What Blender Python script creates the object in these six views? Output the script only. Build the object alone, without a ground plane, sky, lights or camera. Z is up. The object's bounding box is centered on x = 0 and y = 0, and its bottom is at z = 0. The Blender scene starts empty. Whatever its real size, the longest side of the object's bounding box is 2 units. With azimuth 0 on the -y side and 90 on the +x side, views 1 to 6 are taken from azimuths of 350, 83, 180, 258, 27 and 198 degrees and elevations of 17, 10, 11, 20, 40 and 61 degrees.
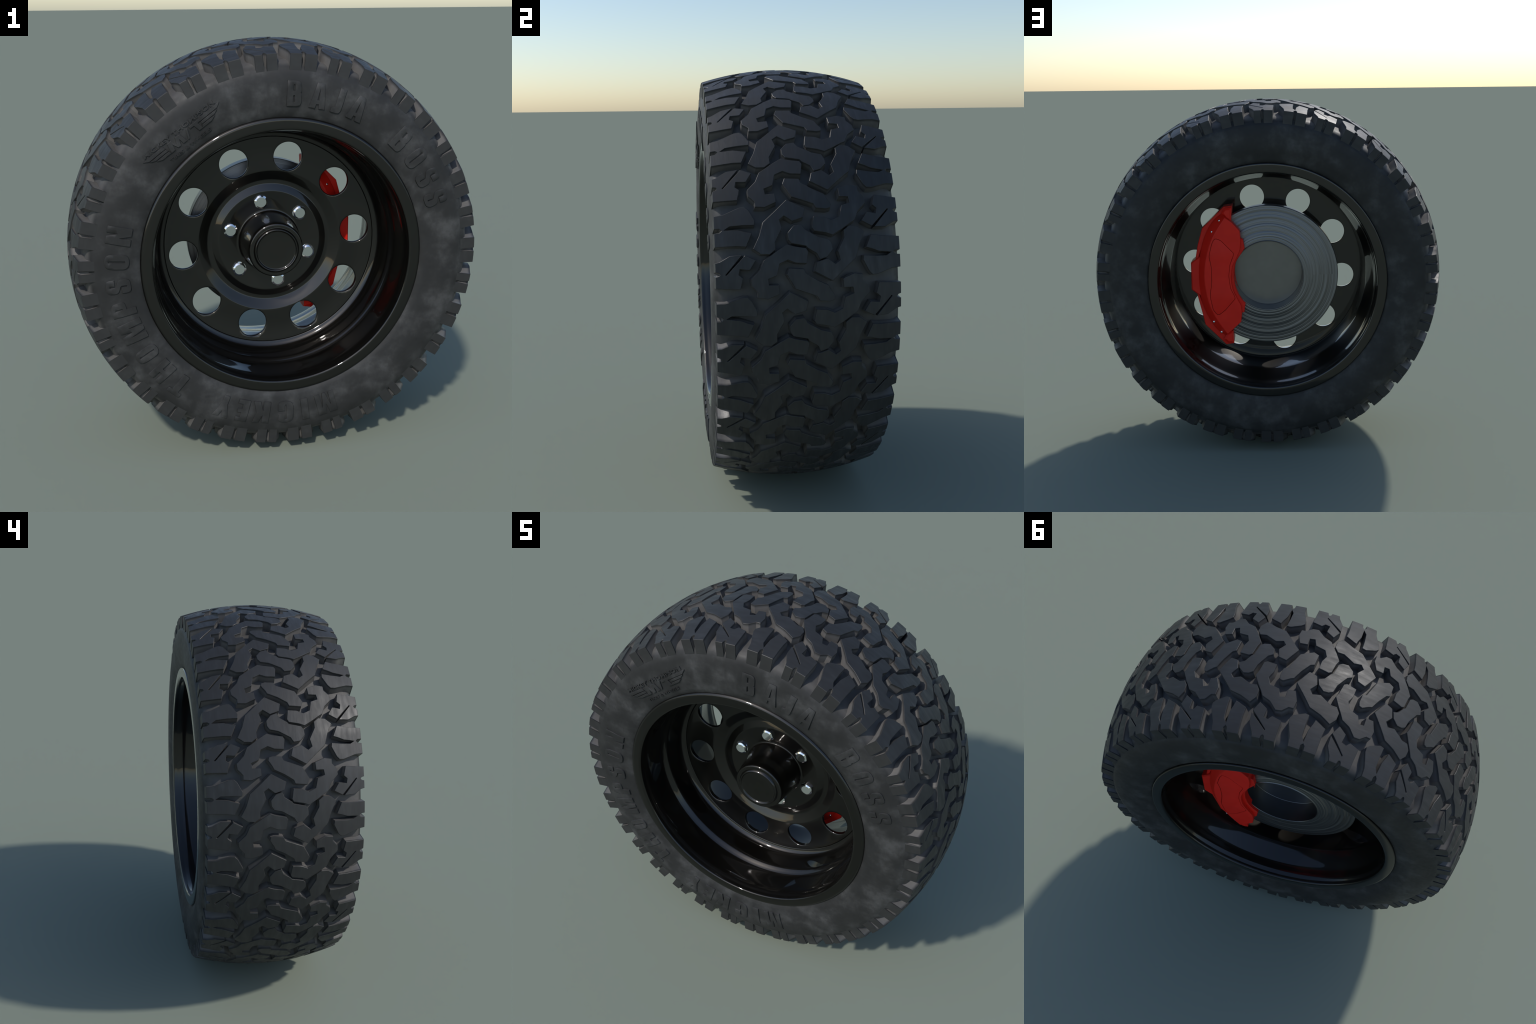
"""Off-road tyre on a black ten-hole steel wheel, with brake rotor and red caliper.
Wheel axis is parallel to y through (0, 0, 1); the outer (street) side faces -y."""
import bpy, bmesh, math, random
from mathutils import Vector, Matrix, geometry

random.seed(7)
PITCHES = 17                      # tread pattern repeats round the tyre
STEP = 2 * math.pi / PITCHES
SYM = math.radians(102.75)        # a centre of point symmetry of the tread pattern
HUB = Vector((0, 0, 1))
DEPTH = 0.046                     # tread depth


# ------------------------------------------------------------------ helpers
def link(ob, parent=None):
    bpy.context.scene.collection.objects.link(ob)
    if parent is not None:
        ob.parent = parent
    return ob


def make(name, verts, faces, mat, parent=None, smooth=35, loc=None):
    me = bpy.data.meshes.new(name)
    me.from_pydata([tuple(v) for v in verts], [], faces)
    bm = bmesh.new()
    bm.from_mesh(me)
    bmesh.ops.remove_doubles(bm, verts=bm.verts, dist=1e-6)
    bmesh.ops.recalc_face_normals(bm, faces=bm.faces)
    bm.to_mesh(me)
    bm.free()
    if smooth:
        me.polygons.foreach_set("use_smooth", [True] * len(me.polygons))
        me.set_sharp_from_angle(angle=math.radians(smooth))
    if mat:
        me.materials.append(mat)
    ob = link(bpy.data.objects.new(name, me), parent)
    if loc is not None:
        ob.location = loc
    return ob


def catmull(pts, n=5):
    """smooth open curve through the points"""
    out = []
    for i in range(len(pts) - 1):
        p0, p1 = pts[max(i - 1, 0)], pts[i]
        p2, p3 = pts[i + 1], pts[min(i + 2, len(pts) - 1)]
        for k in range(n):
            t = k / n
            out.append(tuple(0.5 * (2 * b + (c - a) * t + (2 * a - 5 * b + 4 * c - d) * t * t + (3 * b - a - 3 * c + d) * t ** 3)
                             for a, b, c, d in zip(p0, p1, p2, p3)))
    out.append(tuple(pts[-1]))
    return out


def revolve(profile, segs=256, closed=False):
    """(y, r) profile spun round the y axis"""
    verts, faces, n = [], [], len(profile)
    for s in range(segs):
        a = 2 * math.pi * s / segs
        verts += [(r * math.cos(a), y, r * math.sin(a)) for y, r in profile]
    for s in range(segs):
        t = (s + 1) % segs
        for i in range(n if closed else n - 1):
            j = (i + 1) % n
            faces.append((s * n + i, s * n + j, t * n + j, t * n + i))
    return verts, faces


def area(loop):
    return 0.5 * sum(a[0] * b[1] - b[0] * a[1] for a, b in zip(loop, loop[1:] + loop[:1]))


def offset(loop, d, limit=1.6):
    """move a counter-clockwise loop outward by d (mitred)"""
    out, n = [], len(loop)
    for i in range(n):
        a, b, c = Vector(loop[i - 1]), Vector(loop[i]), Vector(loop[(i + 1) % n])
        e, f = (b - a).normalized(), (c - b).normalized()
        n1, n2 = Vector((e.y, -e.x)), Vector((f.y, -f.x))
        m = n1 + n2
        if m.length < 1e-4:
            m = n1.copy()
        m.normalize()
        out.append(tuple(b + m * d * min(1 / max(m.dot(n1), 0.05), limit)))
    return out


def densify(loop, step):
    out = []
    for a, b in zip(loop, loop[1:] + loop[:1]):
        k = max(1, math.ceil(math.dist(a, b) / step))
        out += [(a[0] + (b[0] - a[0]) * i / k, a[1] + (b[1] - a[1]) * i / k) for i in range(k)]
    return out


def inside(p, loops):
    c = False
    for loop in loops:
        for (x1, y1), (x2, y2) in zip(loop, loop[1:] + loop[:1]):
            if (y1 > p[1]) != (y2 > p[1]) and p[0] < (x2 - x1) * (p[1] - y1) / (y2 - y1) + x1:
                c = not c
    return c


def fill(loops, grid=None, extra=()):
    """triangulate the region bounded by loops, with extra grid points inside"""
    pts, edges = [], []
    for loop in loops:
        o, n = len(pts), len(loop)
        pts += loop
        edges += [(o + i, o + (i + 1) % n) for i in range(n)]
    nb = len(pts)
    pts += list(extra)
    if grid:
        xs, ys = [p[0] for p in pts], [p[1] for p in pts]
        edge_pts = [Vector(p) for p in pts]
        y = min(ys) + grid / 2
        while y < max(ys):
            x = min(xs) + grid / 2
            while x < max(xs):
                if inside((x, y), loops) and min((Vector((x, y)) - q).length_squared for q in edge_pts) > (0.45 * grid) ** 2:
                    pts.append((x, y))
                x += grid
            y += grid
    v, _, f, ov, _, _ = geometry.delaunay_2d_cdt([Vector(p) for p in pts], edges, [], 0, 1e-7)
    tris = [t for t in f if inside(((v[t[0]].x + v[t[1]].x + v[t[2]].x) / 3, (v[t[0]].y + v[t[1]].y + v[t[2]].y) / 3), loops)]
    back = [(o[0] if o else None) for o in ov]
    extra = {}
    for i, b in enumerate(back):
        if b is None:
            extra[i] = len(pts)
            pts.append((v[i].x, v[i].y))
    return pts, [tuple(back[i] if back[i] is not None else extra[i] for i in t) for t in tris], nb


def raised(loops, levels, place, grid=0.03, step=0.03, chamfer=0.0025, skirt=0.004):
    """a solid piece standing on a surface: flat top, chamfered rim, sloping walls.
    levels = (top, rim, base); place(u, v, level) -> xyz"""
    loops = [list(l) for l in loops]
    for i, l in enumerate(loops):
        if (area(l) > 0) != (i == 0):
            l.reverse()
        loops[i] = densify(l, step)
    top = [offset(l, -chamfer) for l in loops]
    low = [offset(l, skirt, 1.3) for l in loops]
    pts, tris, _ = fill(top, grid)
    verts = [place(p[0], p[1], levels[0]) for p in pts]
    faces = list(tris)
    o = 0
    for t, l, b in zip(top, loops, low):
        n, m = len(l), len(verts)
        verts += [place(p[0], p[1], levels[1]) for p in l] + [place(p[0], p[1], levels[2]) for p in b]
        for i in range(n):
            j = (i + 1) % n
            faces += [(o + i, o + j, m + j, m + i), (m + i, m + j, m + n + j, m + n + i)]
        o += n
    return verts, faces


def fillet(pts, n=6):
    """polygon from (x, y, corner radius) points"""
    out, k = [], len(pts)
    for i in range(k):
        b = Vector(pts[i][:2])
        r = pts[i][2] if len(pts[i]) > 2 else 0
        if r <= 0:
            out.append(tuple(b))
            continue
        a, c = Vector(pts[i - 1][:2]), Vector(pts[(i + 1) % k][:2])
        d1, d2 = (a - b), (c - b)
        l1, l2 = d1.length, d2.length
        d1.normalize(), d2.normalize()
        ang = max(1e-3, math.acos(max(-1, min(1, d1.dot(d2)))))
        t = min(r / math.tan(ang / 2), 0.49 * l1, 0.49 * l2)
        p, q = b + d1 * t, b + d2 * t
        for s in range(n + 1):
            f = s / n
            out.append(tuple(p * (1 - f) ** 2 + b * 2 * f * (1 - f) + q * f * f))
    return out


# ---------------------------------------------------------------- materials
class Nodes:
    def __init__(self, name):
        self.mat = bpy.data.materials.new(name)
        self.mat.use_nodes = True
        self.nt = self.mat.node_tree
        self.bsdf = self.nt.nodes["Principled BSDF"]

    def new(self, kind, **kw):
        n = self.nt.nodes.new(kind)
        for k, v in kw.items():
            if k in n.inputs.keys():
                n.inputs[k].default_value = v
            else:
                setattr(n, k, v)
        return n

    def wire(self, a, b):
        self.nt.links.new(a, b)

    def put(self, name, v):
        self.bsdf.inputs[name].default_value = v

    def math(self, op, a, b=None):
        n = self.new("ShaderNodeMath", operation=op)
        for i, v in enumerate((a, b)):
            if v is None:
                continue
            if isinstance(v, (int, float)):
                n.inputs[i].default_value = v
            else:
                self.wire(v, n.inputs[i])
        return n.outputs[0]

    def ramp(self, fac, stops):
        n = self.new("ShaderNodeValToRGB")
        e = n.color_ramp.elements
        while len(e) < len(stops):
            e.new(0.5)
        for el, (p, c) in zip(e, stops):
            el.position = p
            el.color = c if len(c) == 4 else (*c, 1)
        self.wire(fac, n.inputs[0])
        return n.outputs[0]

    def polar(self):
        """object coordinates as (angle, y, radius) round the wheel axis"""
        tc = self.new("ShaderNodeTexCoord")
        sp = self.new("ShaderNodeSeparateXYZ")
        self.wire(tc.outputs["Object"], sp.inputs[0])
        x, y, z = sp.outputs
        return tc.outputs["Object"], self.math("ARCTAN2", z, x), y, self.math("SQRT", self.math("ADD", self.math("MULTIPLY", x, x), self.math("MULTIPLY", z, z)))

    def vec(self, a, b, c):
        n = self.new("ShaderNodeCombineXYZ")
        for i, v in enumerate((a, b, c)):
            if isinstance(v, (int, float)):
                n.inputs[i].default_value = v
            else:
                self.wire(v, n.inputs[i])
        return n.outputs[0]

    def noise(self, vec, scale, detail=4, rough=0.55):
        n = self.new("ShaderNodeTexNoise", Scale=scale, Detail=detail, Roughness=rough)
        self.wire(vec, n.inputs["Vector"])
        return n.outputs["Fac"]

    def bump(self, h, strength, dist):
        n = self.new("ShaderNodeBump", Strength=strength, Distance=dist)
        self.wire(h, n.inputs["Height"])
        self.wire(n.outputs[0], self.bsdf.inputs["Normal"])


def grey(v, warm=0.0):
    return (v * (1 + warm), v, v * (1 - warm))


def sidewall_rubber():
    m = Nodes("sidewall_rubber")
    obj, ang, y, rad = m.polar()
    big = m.noise(obj, 11.0, 5, 0.60)
    fine = m.noise(obj, 60, 5, 0.6)
    low = m.noise(obj, 3.0, 3, 0.5)
    f = m.math("ADD", m.math("MULTIPLY", big, 0.62), m.math("MULTIPLY", low, 0.38))
    worn = m.ramp(f, [(0.37, grey(0.016)), (0.48, grey(0.022)), (0.555, grey(0.036)), (0.66, grey(0.066))])
    # groove floors between the lugs are coloured paler than the sidewall
    height = m.math("ADD", rad, m.math("MULTIPLY", m.math("MULTIPLY", y, y), 0.41))
    pale_floor = m.ramp(height, [(0.943, grey(0.0)), (0.954, grey(1.0))])
    mix = m.new("ShaderNodeMix", data_type="RGBA")
    m.wire(pale_floor, mix.inputs["Factor"])
    m.wire(worn, mix.inputs["A"])
    m.wire(m.ramp(big, [(0.3, grey(0.066, .05)), (0.7, grey(0.096, .05))]), mix.inputs["B"])
    col = mix.outputs["Result"]
    m.wire(col, m.bsdf.inputs["Base Color"])
    m.wire(m.ramp(fine, [(0.3, grey(0.5)), (0.7, grey(0.62))]), m.bsdf.inputs["Roughness"])
    m.put("Specular IOR Level", 0.4)
    m.bump(fine, 0.15, 0.002)
    return m.mat


def tread_rubber():
    m = Nodes("tread_rubber")
    obj, ang, y, rad = m.polar()
    rnd = m.new("ShaderNodeObjectInfo").outputs["Random"]
    shift = m.math("MULTIPLY", rnd, 40.0)
    streak = m.noise(m.vec(m.math("ADD", m.math("MULTIPLY", ang, 9.0), shift), m.math("MULTIPLY", y, 45.0), m.math("MULTIPLY", rad, 20.0)), 1.0, 4, 0.6)
    cloud = m.noise(m.vec(m.math("ADD", ang, shift), y, rad), 9.0, 4, 0.6)
    f = m.math("ADD", m.math("MULTIPLY", streak, 0.6), m.math("MULTIPLY", cloud, 0.4))
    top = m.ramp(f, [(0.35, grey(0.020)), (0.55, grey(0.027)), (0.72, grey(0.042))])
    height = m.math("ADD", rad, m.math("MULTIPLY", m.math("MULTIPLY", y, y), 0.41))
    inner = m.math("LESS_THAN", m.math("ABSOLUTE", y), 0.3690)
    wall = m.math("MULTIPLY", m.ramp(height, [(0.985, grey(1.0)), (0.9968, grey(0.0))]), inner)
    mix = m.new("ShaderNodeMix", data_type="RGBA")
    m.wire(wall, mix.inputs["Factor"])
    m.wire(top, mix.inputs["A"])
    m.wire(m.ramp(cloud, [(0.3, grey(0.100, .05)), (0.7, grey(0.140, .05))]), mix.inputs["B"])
    m.wire(mix.outputs["Result"], m.bsdf.inputs["Base Color"])
    m.wire(m.ramp(f, [(0.35, grey(0.60)), (0.65, grey(0.42))]), m.bsdf.inputs["Roughness"])
    m.put("Specular IOR Level", 0.45)
    m.bump(f, 0.25, 0.004)
    return m.mat


def gloss_black():
    m = Nodes("gloss_black_paint")
    tc = m.new("ShaderNodeTexCoord").outputs["Object"]
    m.put("Base Color", (0.0008, 0.0007, 0.0005, 1))
    m.put("Roughness", 0.42)
    m.put("Specular IOR Level", 0.26)
    m.put("Specular Tint", (1.0, 0.94, 0.86, 1))
    m.put("Coat IOR", 1.66)
    m.put("Coat Tint", (1.0, 0.97, 0.93, 1))
    # coat weight bent by view angle to set how bright flat-face reflections look
    facing = m.new("ShaderNodeLayerWeight", Blend=0.5).outputs["Facing"]
    m.wire(m.ramp(facing, [(0.05, grey(0.80)), (0.34, grey(0.30)), (0.55, grey(0.50)), (0.80, grey(1.0))]), m.bsdf.inputs["Coat Weight"])
    m.wire(m.ramp(m.noise(tc, 25, 3), [(0.3, grey(0.03)), (0.7, grey(0.06))]), m.bsdf.inputs["Coat Roughness"])
    return m.mat


def chrome():
    m = Nodes("chrome")
    tc = m.new("ShaderNodeTexCoord").outputs["Object"]
    m.put("Base Color", (0.82, 0.83, 0.84, 1))
    m.put("Metallic", 1.0)
    m.wire(m.ramp(m.noise(tc, 40, 2), [(0.3, grey(0.04)), (0.7, grey(0.09))]), m.bsdf.inputs["Roughness"])
    return m.mat


def rotor_steel():
    m = Nodes("rotor_steel")
    obj, ang, y, rad = m.polar()
    rings = m.noise(m.vec(m.math("MULTIPLY", ang, 0.35), 0.0, m.math("MULTIPLY", rad, 85.0)), 1.0, 4, 0.6)
    m.wire(m.ramp(rings, [(0.3, grey(0.14)), (0.5, grey(0.21)), (0.7, grey(0.27))]), m.bsdf.inputs["Base Color"])
    m.put("Metallic", 1.0)
    m.wire(m.ramp(rings, [(0.3, grey(0.35)), (0.7, grey(0.5))]), m.bsdf.inputs["Roughness"])
    m.bump(rings, 0.3, 0.004)
    return m.mat


def hub_steel():
    m = Nodes("hub_steel")
    obj, ang, y, rad = m.polar()
    n = m.noise(obj, 20, 3)
    m.wire(m.ramp(n, [(0.3, grey(0.205)), (0.7, grey(0.22))]), m.bsdf.inputs["Base Color"])
    m.put("Metallic", 1.0)
    m.put("Roughness", 0.32)
    return m.mat


def red_paint():
    m = Nodes("red_caliper_paint")
    tc = m.new("ShaderNodeTexCoord").outputs["Object"]
    n = m.noise(tc, 14, 4)
    m.wire(m.ramp(n, [(0.3, (0.74, 0.017, 0.008)), (0.7, (0.80, 0.021, 0.011))]), m.bsdf.inputs["Base Color"])
    m.put("Roughness", 0.42)
    m.put("Specular IOR Level", 0.25)
    return m.mat


RUBBER, TREAD, BLACK, CHROME = sidewall_rubber(), tread_rubber(), gloss_black(), chrome()
ROTOR, HUBSTEEL, RED = rotor_steel(), hub_steel(), red_paint()

# -------------------------------------------------------------- root empty
root = bpy.data.objects.new("off_road_wheel", None)
link(root)
root["label"] = "chunky black off-road tyre on black steel wheel with red brake caliper"
root["category"] = "car wheel"
root.empty_display_size = 0.3


# --------------------------------------------------------------------- tyre
def crown(y):
    return 1.0 - 0.41 * y * y


SIDE = [(0.330, 0.640), (0.350, 0.650), (0.364, 0.662), (0.3735, 0.680), (0.379, 0.700), (0.3845, 0.740), (0.3868, 0.780),
        (0.3858, 0.820), (0.3815, 0.850), (0.3765, 0.868), (0.3695, 0.883), (0.359, 0.896), (0.344, 0.9065), (0.325, 0.9135)]


def side_y(r):
    """sidewall offset |y| at radius r, used to seat the raised lettering"""
    for (y1, r1), (y2, r2) in zip(SIDE, SIDE[1:]):
        if r1 <= r <= r2:
            return y1 + (y2 - y1) * (r - r1) / (r2 - r1)
    return SIDE[-1][0]


floor = [(0.30 - 0.6 * i / 24, crown(0.30 - 0.6 * i / 24) - DEPTH) for i in range(25)]
inner = [(-0.30, 0.62), (-0.2, 0.61), (0.2, 0.61), (0.30, 0.62)]
outer_path = catmull([(y + (0.004 if 0.72 < r < 0.88 else 0), r) for y, r in SIDE], 4) + floor + [(-y, r) for y, r in reversed(catmull(SIDE, 4))]
v, f = revolve(outer_path + inner, 340, closed=True)
tyre = make("tyre", v, f, RUBBER, root, 50, HUB)

# Tread pieces, outlines as (degrees from the symmetry centre, offset across the tyre)
LONG_HOOK = [(-9.47, .085), (-7.25, .014), (-5.13, .024), (-4.36, .067), (-5.68, .098), (-4.8, .118), (-2.8, .109), (.3, .138),
             (2.05, .137), (3.1, .161), (2.95, .195), (1.66, .224), (-1.25, .199), (-4.4, .182), (-6.65, .138)]
NOTCHED_HOOK = [(.93, .091), (1.45, .066), (1.95, .018), (2.7, .010), (5.38, .018), (5.2, .061), (4.44, .091), (5.3, .124), (7.93, .135), (8.7, .170),
                (10.08, .166), (10.08, .129), (12.14, .126), (13.24, .172), (12.97, .209), (11.73, .209), (10.21, .233), (8.66, .236),
                (6.67, .202), (4.4, .185), (3.55, .162), (2.35, .132)]
BONE = [(-.76, -.074), (.12, -.085), (1.66, -.088), (3.24, -.064), (3.54, -.032), (2.32, -.019), (.5, .036), (-.04, .075), (-1.05, .086),
        (-2.47, .088), (-4.04, .065), (-4.6, .036), (-3.18, .024), (-2.01, -.009), (-1.45, -.017)]
WEDGE = [(-14.12, .072), (-13.89, .031), (-12.86, .022), (-11.02, -.064), (-7.79, -.096), (-6.35, -.086), (-6.63, -.028), (-7.62, -.021),
         (-9.25, .023), (-10.51, .068), (-11.32, .074), (-12.99, .093), (-13.82, .089)]
SLIT_LUG = [(4.3, .215), (6.47, .239), (6.46, .251), (6.22, .278), (7.51, .283), (8.35, .266), (10.95, .277), (10.7, .3725), (7.95, .3725),
            (7.7, .359), (7.4, .354), (7.0, .358), (6.76, .3725), (4.6, .3725), (4.35, .354), (3.05, .315), (2.93, .267), (7.46, .3335),
            (7.57, .3295), (3.07, .257)]
SPLIT_LUG = [(-8.4, .25), (-7.6, .236), (-4.95, .213), (-3.85, .216), (-4.0, .262), (-3.95, .312), (-3.15, .334), (-2.92, .280), (-2.3, .249),
             (-1.97, .227), (1.1, .251), (.85, .286), (.8, .3725), (-2.5, .3725), (-2.6, .352), (-3.1, .343), (-3.6, .352), (-3.65, .3725),
             (-6.75, .3725), (-6.95, .336), (-8.35, .271)]


def tread_place(s, y, level):
    """s is arc length on the unit circle; level 0 top, 1 rim, 2 base"""
    r = crown(y)
    if level == 1:
        r -= 0.0015
    elif level == 2:
        r -= DEPTH + 0.006
        edge = max(0.0, min(1.0, (abs(y) - 0.30) / 0.07))
        r = r * (1 - edge) + 0.868 * edge
        if abs(y) > 0.36:
            y = math.copysign(0.3755, y)
    return (r * math.cos(s), y, r * math.sin(s))


def tread_mesh(name, outline):
    loop = [(math.radians(a), y) for a, y in outline]
    v, f = raised([loop], (0, 1, 2), tread_place, grid=0.03, step=0.028, chamfer=0.0015, skirt=0.0030)
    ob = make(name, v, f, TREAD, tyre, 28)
    return ob


FLIP = Matrix.Rotation(math.pi, 4, "X")       # half turn about the radial line at angle 0
for name, outline, both in (("tread_block", LONG_HOOK, True), ("notched_tread_block", NOTCHED_HOOK, True), ("centre_bone_block", BONE, False),
                            ("centre_wedge_block", WEDGE, False), ("slit_shoulder_lug", SLIT_LUG, True), ("split_shoulder_lug", SPLIT_LUG, True)):
    first = tread_mesh(name, outline)
    for k in range(PITCHES):
        for side in ((0, 1) if both else (0,)):
            ob = first
            if k or side:
                ob = link(first.copy(), tyre)
            spin = Matrix.Rotation(-(SYM + k * STEP), 4, "Y")
            ob.matrix_local = spin @ FLIP if side else spin


# ---------------------------------------------------------------- lettering
def glyph(ch):
    """heavy condensed capitals, height 1: (width, loops)"""
    box = lambda x0, y0, x1, y1, r=0.03: [(x0, y0, r), (x1, y0, r), (x1, y1, r), (x0, y1, r)]
    G = {
        "A": (.70, [[(0, 0), (.19, 1), (.51, 1), (.70, 0), (.43, 0), (.405, .17), (.295, .17), (.27, 0)], [(.312, .33), (.388, .33), (.35, .80)]]),
        "B": (.62, [[(0, 0), (.62, 0, .22), (.62, .50, .14), (.56, .535, .03), (.61, .57, .14), (.60, 1, .22), (0, 1)], box(.26, .16, .335, .43), box(.26, .60, .335, .85)]),
        "C": (.60, [[(.60, .58), (.60, 1, .28), (0, 1, .28), (0, 0, .28), (.60, 0, .28), (.60, .43), (.335, .43), (.335, .15, .03), (.265, .15, .03), (.265, .85, .03), (.335, .85, .03), (.335, .58)]]),
        "E": (.46, [[(0, 0), (.46, 0), (.46, .19), (.27, .19), (.27, .41), (.43, .41), (.43, .59), (.27, .59), (.27, .81), (.45, .81), (.45, 1), (0, 1)]]),
        "H": (.68, [[(0, 0), (.27, 0), (.27, .42), (.41, .42), (.41, 0), (.68, 0), (.68, 1), (.41, 1), (.41, .60), (.27, .60), (.27, 1), (0, 1)]]),
        "I": (.30, [[(0, 0), (.30, 0), (.30, 1), (0, 1)]]),
        "J": (.42, [[(.14, 1), (.14, .22, .06), (0, .20), (0, 0), (.42, 0, .24), (.42, 1)]]),
        "K": (.66, [[(0, 0), (.27, 0), (.27, .42), (.40, 0), (.66, 0), (.52, .52), (.65, 1), (.40, 1), (.27, .62), (.27, 1), (0, 1)]]),
        "M": (.88, [[(0, 0), (.24, 0), (.24, .66), (.37, 0), (.51, 0), (.64, .66), (.64, 0), (.88, 0), (.88, 1), (.52, 1), (.44, .52), (.36, 1), (0, 1)]]),
        "N": (.64, [[(0, 0), (.24, 0), (.24, .48), (.37, 0), (.64, 0), (.64, 1), (.40, 1), (.40, .54), (.27, 1), (0, 1)]]),
        "O": (.58, [[(0, 0, .28), (.58, 0, .28), (.58, 1, .28), (0, 1, .28)], box(.255, .16, .325, .84)]),
        "P": (.60, [[(0, 0), (.27, 0), (.27, .38), (.60, .38, .24), (.60, 1, .24), (0, 1)], box(.27, .55, .335, .84)]),
        "S": (.58, [[(.58, .64), (.58, 1, .28), (0, 1, .28), (0, .53, .22), (.31, .40, .09), (.31, .15, .04), (.25, .15, .04), (.25, .38), (0, .38), (0, 0, .28),
                     (.58, 0, .28), (.58, .49, .22), (.26, .62, .09), (.26, .85, .04), (.325, .85, .04), (.325, .64)]]),
        "T": (.62, [[(.17, 0), (.45, 0), (.45, .80), (.62, .80), (.62, 1), (0, 1), (0, .80), (.17, .80)]]),
        "Y": (.70, [[(.22, 0), (.48, 0), (.48, .40), (.70, 1), (.43, 1), (.35, .66), (.28, 1), (0, 1), (.22, .40)]]),
    }
    w, loops = G[ch]
    return w, [fillet(l) for l in loops]


def on_sidewall(angle, r0, taper=0.0):
    """place (u, v, height): u clockwise along the chord, v outward, on the front sidewall"""
    c, s = math.cos(angle), math.sin(angle)

    def place(u, v, h):
        n = r0 + v
        x, z = n * c + u * s, n * s - u * c
        if taper and h > 0:
            h *= 1.35 - 0.95 * v / taper
        return (x, -(side_y(math.hypot(x, z)) + 0.0035 + h), z)
    return place


LETTER_H, LETTER_BASE = 0.112, 0.716
for word, letters in (("BAJA", ((86.9, .066), (78.5, .074), (71.6, .046), (64.4, .074))),
                      ("BOSS", ((45.4, .066), (36.8, .063), (28.5, .062), (20.3, .062))),
                      ("THOMPSON", ((228.7, .072), (220.5, .076), (211.9, .063), (202.2, .102), (193.4, .068), (185.2, .066), (176.6, .068), (167.6, .082))),
                      ("MICKEY", ((285.7, .098), (277.6, .036), (270.4, .076), (261.3, .084), (254.3, .058), (247.0, .078)))):
    for ch, (deg, width) in zip(word, letters):
        w, loops = glyph(ch)
        sx = width / w
        loops = [[((x - w / 2) * sx, y * LETTER_H) for x, y in l] for l in loops]
        v, f = raised(loops, (0.0030, 0.0018, -0.006), on_sidewall(math.radians(deg), LETTER_BASE, LETTER_H), grid=0.02, step=0.02, chamfer=0.0009, skirt=0.0008)
        make("raised_letter", v, f, RUBBER, tyre, 40)

# winged maker's badge: feathers, big initials with a slash, two small lines of text
badge = on_sidewall(math.radians(126.9), 0.0)
feathers = []
for i, (n0, n1, tip, root_u) in enumerate(((.757, .772, .208, .096), (.742, .7535, .182, .092), (.7265, .7385, .157, .088))):
    for sgn in (-1, 1):
        feathers.append([(sgn * (tip - 0.02), n0), (sgn * root_u, n0), (sgn * (root_u + 0.006), n1), (sgn * (tip + 0.004), n1), (sgn * tip, n1 - 0.004)])
initials = [
    [(-.088, .7255), (-.066, .7255), (-.062, .7520), (-.050, .7255), (-.034, .7255), (-.024, .7520), (-.020, .7255), (.000, .7255), (-.010, .7690), (-.036, .7690),
     (-.046, .7420), (-.058, .7690), (-.080, .7690)],
    [(.006, .7255), (.016, .7255), (.034, .7690), (.024, .7690)],
    [(.068, .7265), (.090, .7265), (.082, .7580), (.100, .7580), (.104, .7690), (.042, .7690), (.040, .7580), (.062, .7580)],
]
bv, bf = [], []
for shape in feathers + initials:
    v, f = raised([shape], (0.0022, 0.0012, -0.006), badge, grid=0.02, step=0.02, chamfer=0.0010, skirt=0.0006)
    bf += [tuple(i + len(bv) for i in t) for t in f]
    bv += v
make("winged_badge", bv, bf, RUBBER, tyre, 40)


def small_text(text, n0, n1, half):
    cu = bpy.data.curves.new("line", "FONT")
    cu.body, cu.extrude, cu.offset, cu.resolution_u = text, 0.5, 0.018, 3
    ob = link(bpy.data.objects.new("line", cu))
    me = bpy.data.meshes.new_from_object(ob.evaluated_get(bpy.context.evaluated_depsgraph_get()))
    co = [v.co.copy() for v in me.vertices]
    fs = [tuple(p.vertices) for p in me.polygons]
    x0, x1 = min(c.x for c in co), max(c.x for c in co)
    y0, y1 = min(c.y for c in co), max(c.y for c in co)
    vs = [badge(-half + 2 * half * (c.x - x0) / (x1 - x0), n0 + (n1 - n0) * (c.y - y0) / (y1 - y0), 0.0015 if c.z > 0 else -0.005) for c in co]
    bpy.data.objects.remove(ob)
    bpy.data.meshes.remove(me)
    bpy.data.curves.remove(cu)
    return make("badge_text", vs, fs, RUBBER, tyre, 30)


small_text("MICKEY THOMPSON", .7775, .7960, .196)
small_text("TIRES & WHEELS", .6945, .7085, .113)

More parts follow.
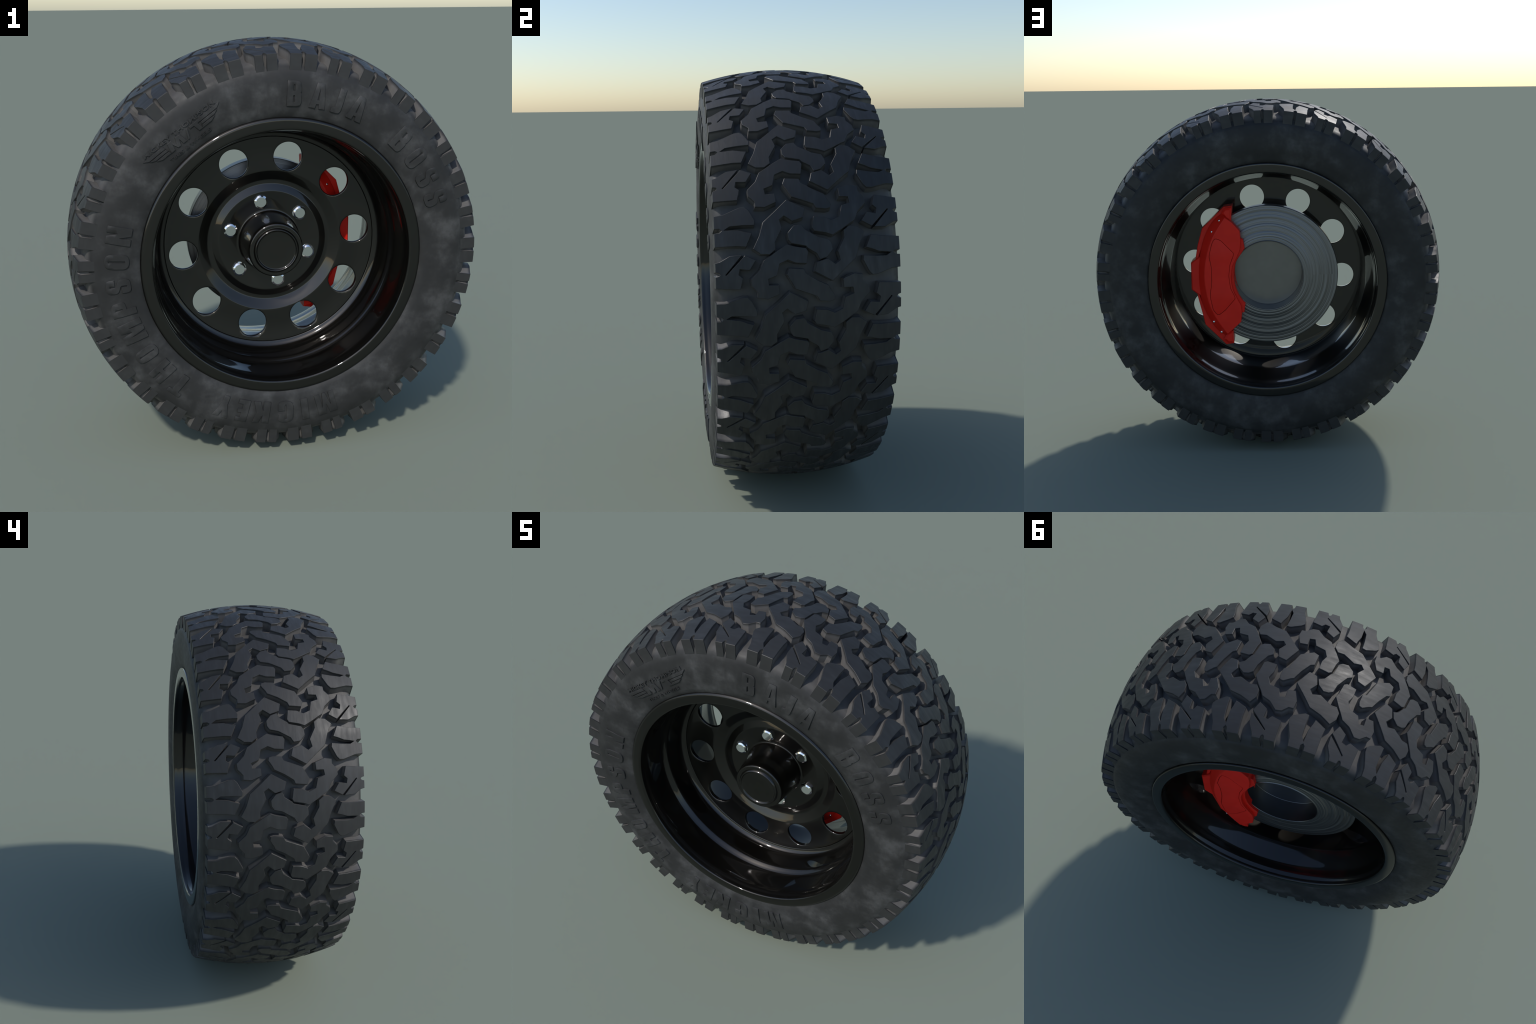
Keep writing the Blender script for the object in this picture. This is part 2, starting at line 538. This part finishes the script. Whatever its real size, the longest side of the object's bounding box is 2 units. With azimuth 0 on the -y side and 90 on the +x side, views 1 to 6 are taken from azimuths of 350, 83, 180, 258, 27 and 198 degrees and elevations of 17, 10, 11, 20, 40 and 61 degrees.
# ---------------------------------------------------------------------- rim
half_flange = catmull([(.338, .660), (.348, .6670), (.360, .6685), (.3690, .6665), (.3745, .6620), (.3772, .6575), (.3780, .6545)], 4) \
    + catmull([(.3782, .6535), (.3785, .640), (.3785, .6180)], 2) + catmull([(.3782, .6165), (.3765, .6125), (.3720, .6095), (.3640, .6080), (.3550, .6065), (.3440, .6030), (.3340, .6005)], 4)
front = [(-y, r) for y, r in half_flange]
rear = [(y, r) for y, r in catmull([(.338, .660), (.352, .6635), (.366, .6645), (.3735, .6630), (.3770, .6600), (.3780, .6565)], 4)] + half_flange[half_flange.index((.3780, .6545)) + 1:]
barrel = [(-.30, .6000), (-.24, .5990), (-.206, .5965), (-.193, .5910), (-.180, .5815), (-.170, .5755), (-.155, .5735), (-.10, .572), (-.04, .566), (-.012, .5535), (.004, .5520), (.04, .5565), (.08, .5600), (.12, .5620), (.155, .5633),
          (.174, .5650), (.188, .5685), (.21, .5748), (.24, .5835), (.268, .5918), (.284, .5962), (.296, .5985), (.312, .6000)]
hidden = [(.335, .630), (.22, .622), (.19, .600), (-.19, .600), (-.22, .622), (-.335, .630)]
prof = front + catmull(barrel, 5) + rear[::-1] + hidden
v, f = revolve(prof, 320, closed=True)
rim = make("rim", v, f, BLACK, root, 40, HUB)

# centre disc: flat perforated ring between a rolled outer flange and a pressed hub dish
FACE, BACK = -0.030, -0.014
HOLE_R, HOLE_CIRCLE, R_IN, R_OUT = 0.0715, 0.441, 0.366, 0.518
N = 320
ring = lambda r, n, cx=0, cz=0: [(cx + r * math.cos(2 * math.pi * i / n), cz + r * math.sin(2 * math.pi * i / n)) for i in range(n)]
verts, faces = [], []
holes = []


def dish(r, y):
    """the outer half of the disc leans gently forward"""
    return y - (1.05 * max(0.0, r - 0.425) ** 2 if y < -0.024 else 0.0)


for k in range(10):
    a = math.radians(5.9 + 36 * k)
    holes.append((HOLE_CIRCLE * math.cos(a), HOLE_CIRCLE * math.sin(a)))
for y, grow in ((FACE, 0.0045), (BACK, 0.003)):
    loops = [ring(R_OUT, N), ring(R_IN, N)] + [ring(HOLE_R + grow, 64, *c) for c in holes]
    mids = []
    for q in range(1, 16):
        rr = R_IN + (R_OUT - R_IN) * q / 16
        mids += [p for p in ring(rr, 240) if min(math.dist(p, c) for c in holes) > HOLE_R + 0.008]
    pts, tris, _ = fill(loops, extra=mids)
    o = len(verts)
    verts += [(x, dish(math.hypot(x, z), y), z) for x, z in pts]
    faces += [tuple(i + o for i in t) for t in tris]
for c in holes:
    o = len(verts)
    steps = [(FACE, .0045), (FACE + .0008, .0022), (FACE + .0028, .0005), (FACE + .005, 0), (BACK - .003, 0), (BACK, .003)]
    for y, grow in steps:
        verts += [(x, dish(math.hypot(x, z), y), z) for x, z in ring(HOLE_R + grow, 64, *c)]
    for s in range(len(steps) - 1):
        for i in range(64):
            j = (i + 1) % 64
            faces.append((o + s * 64 + i, o + s * 64 + j, o + (s + 1) * 64 + j, o + (s + 1) * 64 + i))
EDGE = dish(R_OUT, FACE)
flange = catmull([(EDGE, R_OUT), (EDGE - .0010, .5250), (EDGE - .0020, .5320)], 3) \
    + catmull([(EDGE - .0005, .5345), (EDGE + .0005, .5375), (EDGE - .0010, .5400), (EDGE - .0045, .5480), (EDGE - .0105, .5565), (EDGE - .0205, .5640), (EDGE - .0400, .5695), (EDGE - .0700, .5720), (-.152, .5735)], 5) \
    + [(-.154, .5755), (-.06, .5740), (dish(.54, BACK), .5660), (dish(R_OUT, BACK), R_OUT)]
dish_front = catmull([(FACE, R_IN), (-.0293, .3625), (-.0275, .3585), (-.0235, .3500), (-.0185, .3400), (-.0130, .3290), (-.0080, .3190), (-.0058, .3135), (-.0050, .3080), (-.0052, .2960), (-.0062, .2910),
                      (-.0085, .2850), (-.0125, .2745), (-.0160, .2650), (-.0180, .2590), (-.0182, .2540), (-.0170, .2440), (-.0146, .2260), (-.0118, .2050), (-.0096, .1850), (-.0078, .1660)], 5)
tube = catmull([(-.0080, .1620), (-.0100, .1565), (-.0160, .1535), (-.030, .1512), (-.070, .1480), (-.120, .1432), (-.160, .1390), (-.182, .1355), (-.1895, .1325), (-.1930, .1280), (-.1938, .1220), (-.1938, .1140)], 4) \
    + catmull([(-.1942, .1125), (-.1995, .1090), (-.2035, .1050), (-.2045, .1025), (-.2030, .0995), (-.1990, .0960), (-.1975, .0935)], 4) + [(-.1972, .0920), (-.1972, .05), (-.1972, .0)]
dish_back = [(.03, .0), (.026, .23), (.014, .29), (.011, .315), (.006, .330), (BACK + .002, .355), (BACK, R_IN)]
for p in (flange, dish_front + tube, dish_back):
    v, f = revolve(p, N)
    o = len(verts)
    verts += v
    faces += [tuple(i + o for i in t) for t in f]
disc = make("centre_disc", verts, faces, BLACK, rim, 33)

# lug nuts: chamfered hexagons on a washer face
def nut_radius(a, across=0.034):
    return across * math.cos(math.pi / 6) / math.cos((a % (math.pi / 3)) - math.pi / 6)


nv, nf, SEG = [], [], 48
rows = [(0.002, lambda a: .0365), (-.0090, lambda a: .0365), (-.0105, lambda a: .0355), (-.0106, lambda a: min(nut_radius(a, .0376), .0366)), (-.0195, lambda a: min(nut_radius(a, .0375), .0365)),
        (-.0222, lambda a: min(nut_radius(a, .0374), .0362)), (-.0246, lambda a: min(nut_radius(a, .0374), .0346)), (-.0284, lambda a: .0266), (-.0290, lambda a: .0254)]
for y, fn in rows:
    nv += [(fn(2 * math.pi * i / SEG) * math.cos(2 * math.pi * i / SEG), y, fn(2 * math.pi * i / SEG) * math.sin(2 * math.pi * i / SEG)) for i in range(SEG)]
for s in range(len(rows) - 1):
    nf += [(s * SEG + i, s * SEG + (i + 1) % SEG, (s + 1) * SEG + (i + 1) % SEG, (s + 1) * SEG + i) for i in range(SEG)]
nf.append(tuple((len(rows) - 1) * SEG + i for i in range(SEG)))
nut = make("lug_nut", nv, nf, CHROME, rim, 25)
for k in range(6):
    ob = nut if k == 0 else link(nut.copy(), rim)
    a = math.radians(41.8 + 60 * k)
    ob.location = (.209 * math.cos(a), 0, .209 * math.sin(a))
    ob.rotation_euler = (0, random.uniform(0, 1), 0)

# ------------------------------------------------------------- brake rotor
face_rings = []
for i in range(96):
    t = i / 95
    r = .403 - .197 * t
    wave = .0005 * math.sin(61 * t + 2.0 * math.sin(7 * t)) + .0004 * math.sin(143 * t + 1.3) * (0.4 + 0.6 * math.sin(9 * t) ** 2) + .0009 * math.sin(23 * t + .8)
    face_rings.append((.1640 + .0270 * t ** 1.15 + wave, r))
steps = [(.098, .235), (.098, .400), (.101, .405), (.158, .405), (.1625, .4045)] + face_rings + [(.1935, .2040), (.1930, .2015)]
hub_bell = [(.100, .1995), (.0775, .1985), (.0765, .1975), (.075, .05), (.075, 0)]
v, f = revolve([(.02, .215), (.09, .225)] + steps, 256)
rotor = make("brake_rotor", v, f, ROTOR, root, 50, HUB)
v, f = revolve([(.1930, .2010), (.1915, .2000)] + hub_bell, 192)
make("hub_bell", v, f, HUBSTEEL, rotor, 30)

# ------------------------------------------------------------ brake caliper
MID = 0.136                       # plane of symmetry of the caliper, the middle of the rotor


def slab(loop, ys, insets, mirror):
    """closed solid: the loop at successive y levels with insets, capped at both ends"""
    loop = list(loop)
    if area(loop) < 0:
        loop.reverse()
    loop = densify(loop, 0.02)
    vs, fs, n = [], [], len(loop)
    for y, d in zip(ys, insets):
        vs += [(x, (2 * MID - y) if mirror else y, z) for x, z in offset(loop, -d, 2.0)]
    for s in range(len(ys) - 1):
        fs += [(s * n + i, s * n + (i + 1) % n, (s + 1) * n + (i + 1) % n, (s + 1) * n + i) for i in range(n)]
    for s in (0, len(ys) - 1):
        pts, tris, _ = fill([[(vs[s * n + i][0], vs[s * n + i][2]) for i in range(n)]])
        fs += [tuple(s * n + i for i in t) for t in tris if max(t) < n]
    return vs, fs


def lens(outer, inner_loop, y_outer, y_inner, y_base, mirror, hole):
    """plate whose outer margin is a broad bevel down from the inner face"""
    n = len(outer)
    sg = lambda y: (2 * MID - y) if mirror else y
    vs = [(x, sg(y_base), z) for x, z in outer] + [(x, sg(y_outer), z) for x, z in outer] + [(x, sg(y_inner), z) for x, z in inner_loop]
    fs = []
    for s in range(2):
        fs += [(s * n + i, s * n + (i + 1) % n, (s + 1) * n + (i + 1) % n, (s + 1) * n + i) for i in range(n)]
    _, tris, _ = fill([outer])
    fs += [t for t in tris]
    vs += [(x, sg(y_inner), z) for x, z in hole]
    _, tris, _ = fill([inner_loop, hole])
    fs += [tuple(2 * n + i for i in t) for t in tris]
    return vs, fs


def resample(pts, n):
    d = [0.0]
    for a, b in zip(pts, pts[1:]):
        d.append(d[-1] + math.dist(a, b))
    out, j = [], 0
    for i in range(n):
        t = d[-1] * i / (n - 1)
        while j < len(d) - 2 and d[j + 1] < t:
            j += 1
        f = (t - d[j]) / (d[j + 1] - d[j])
        out.append((pts[j][0] + (pts[j + 1][0] - pts[j][0]) * f, pts[j][1] + (pts[j + 1][1] - pts[j][1]) * f))
    return out


outer_arc = catmull([(.252, -.352), (.303, -.314), (.361, -.216), (.393, -.105), (.400, .010), (.391, .115), (.361, .230), (.312, .318), (.256, .368)], 4)
bevel_arc = catmull([(.237, -.336), (.290, -.259), (.331, -.178), (.356, -.075), (.362, .028), (.344, .138), (.306, .240), (.240, .345)], 4)
inner_side = [(.201, .318), (.158, .270), (.153, .215), (.158, .158)] + catmull([(.158, .158), (.180, .110), (.202, .064), (.211, .000), (.203, -.068), (.180, -.122), (.157, -.168)], 4)[1:] + [(.153, -.210), (.158, -.262), (.200, -.302)]
o_side, b_side = resample(outer_arc, 40), resample(bevel_arc, 40)
panel = fillet([(.300, .230, .03), (.264, .213, .02), (.192, .138, .02), (.217, .075, .08), (.225, .007, .1), (.216, -.064, .08), (.188, -.122, .02), (.247, -.190, .02), (.291, -.225, .03),
                (.317, -.188, .03), (.333, -.110, .06), (.321, -.025, .12), (.322, .064, .12), (.334, .125, .05), (.317, .193, .04)], 5)
if area(panel) < 0:
    panel.reverse()
caliper = None
for mirror in (False, True):
    v, f = lens(o_side + inner_side, b_side + inner_side, .196, .2335, .166, mirror, offset(panel, .0019))
    half = make("caliper_half", v, f, RED, None, 25)
    bev = half.modifiers.new("soft_edges", "BEVEL")
    bev.width, bev.segments, bev.limit_method, bev.angle_limit = 0.004, 2, "ANGLE", math.radians(28)
    bev.harden_normals = False
    if caliper is None:
        caliper = bpy.data.objects.new("brake_caliper", None)
        link(caliper, root)
        caliper.location = HUB
        caliper.empty_display_size = 0.1
    half.parent = caliper
    v, f = slab(panel, (.205, .2325, .2342, .2348), (0, 0, .0008, .0026), mirror)
    make("caliper_panel", v, f, RED, caliper, 30)
    pad = [(.230, .250), (.150, .222), (.141, .217), (.132, .165)] + catmull([(.132, .165), (.151, .135), (.183, .085), (.196, .010), (.185, -.072), (.156, -.128), (.132, -.157)], 4)[1:] + [(.140, -.211), (.152, -.214), (.230, -.250)]
    v, f = slab(pad, (.170, .209, .2125), (0, 0, .003), mirror)
    make("caliper_inner_lip", v, f, RED, caliper, 30)
    for x, z in ((.272, .326), (.316, .262), (.317, -.265), (.274, -.327)):
        bv, bf = revolve([(0, .0), (0, .0075), (.006, .0075), (.0085, .0055), (.0095, .003), (.0098, 0)], 20)
        y = .2095
        bolt = make("caliper_bolt", [(a, -b if mirror else b, c) for a, b, c in bv], bf, CHROME, caliper, 40)
        bolt.location = (x, (2 * MID - y) if mirror else y, z)
        bolt.rotation_euler = (0, 0, 0)

# bridge over the rotor edge with a central boss and angled end horns
arc_in = [(.4125 * math.cos(math.radians(t)), .4125 * math.sin(math.radians(t))) for t in range(-60, 61, 6)]
bridge = [(.204, -.405), (.249, -.412), (.369, -.290), (.381, -.235), (.408, -.124), (.420, -.020), (.418, .090), (.402, .180), (.374, .278), (.249, .401), (.201, .407)] + arc_in[::-1]
v, f = slab(bridge, (.086, .089, .183, .186), (.003, 0, 0, .003), False)
make("caliper_bridge", v, f, RED, caliper, 30)
v, f = slab([(.385, .120), (.413, .102), (.442, .080), (.442, -.077), (.412, -.101), (.385, -.118)], (.074, .080, .192, .198), (.006, 0, 0, .006), False)
make("caliper_boss", v, f, RED, caliper, 30)
for sgn in (1, -1):
    v, f = slab([(.203, sgn * .398), (.206, sgn * .322), (.235, sgn * .330), (.262, sgn * .372), (.240, sgn * .396)], (.060, .068, .204, .212), (.012, 0, 0, .012), False)
    make("caliper_horn", v, f, RED, caliper, 30)
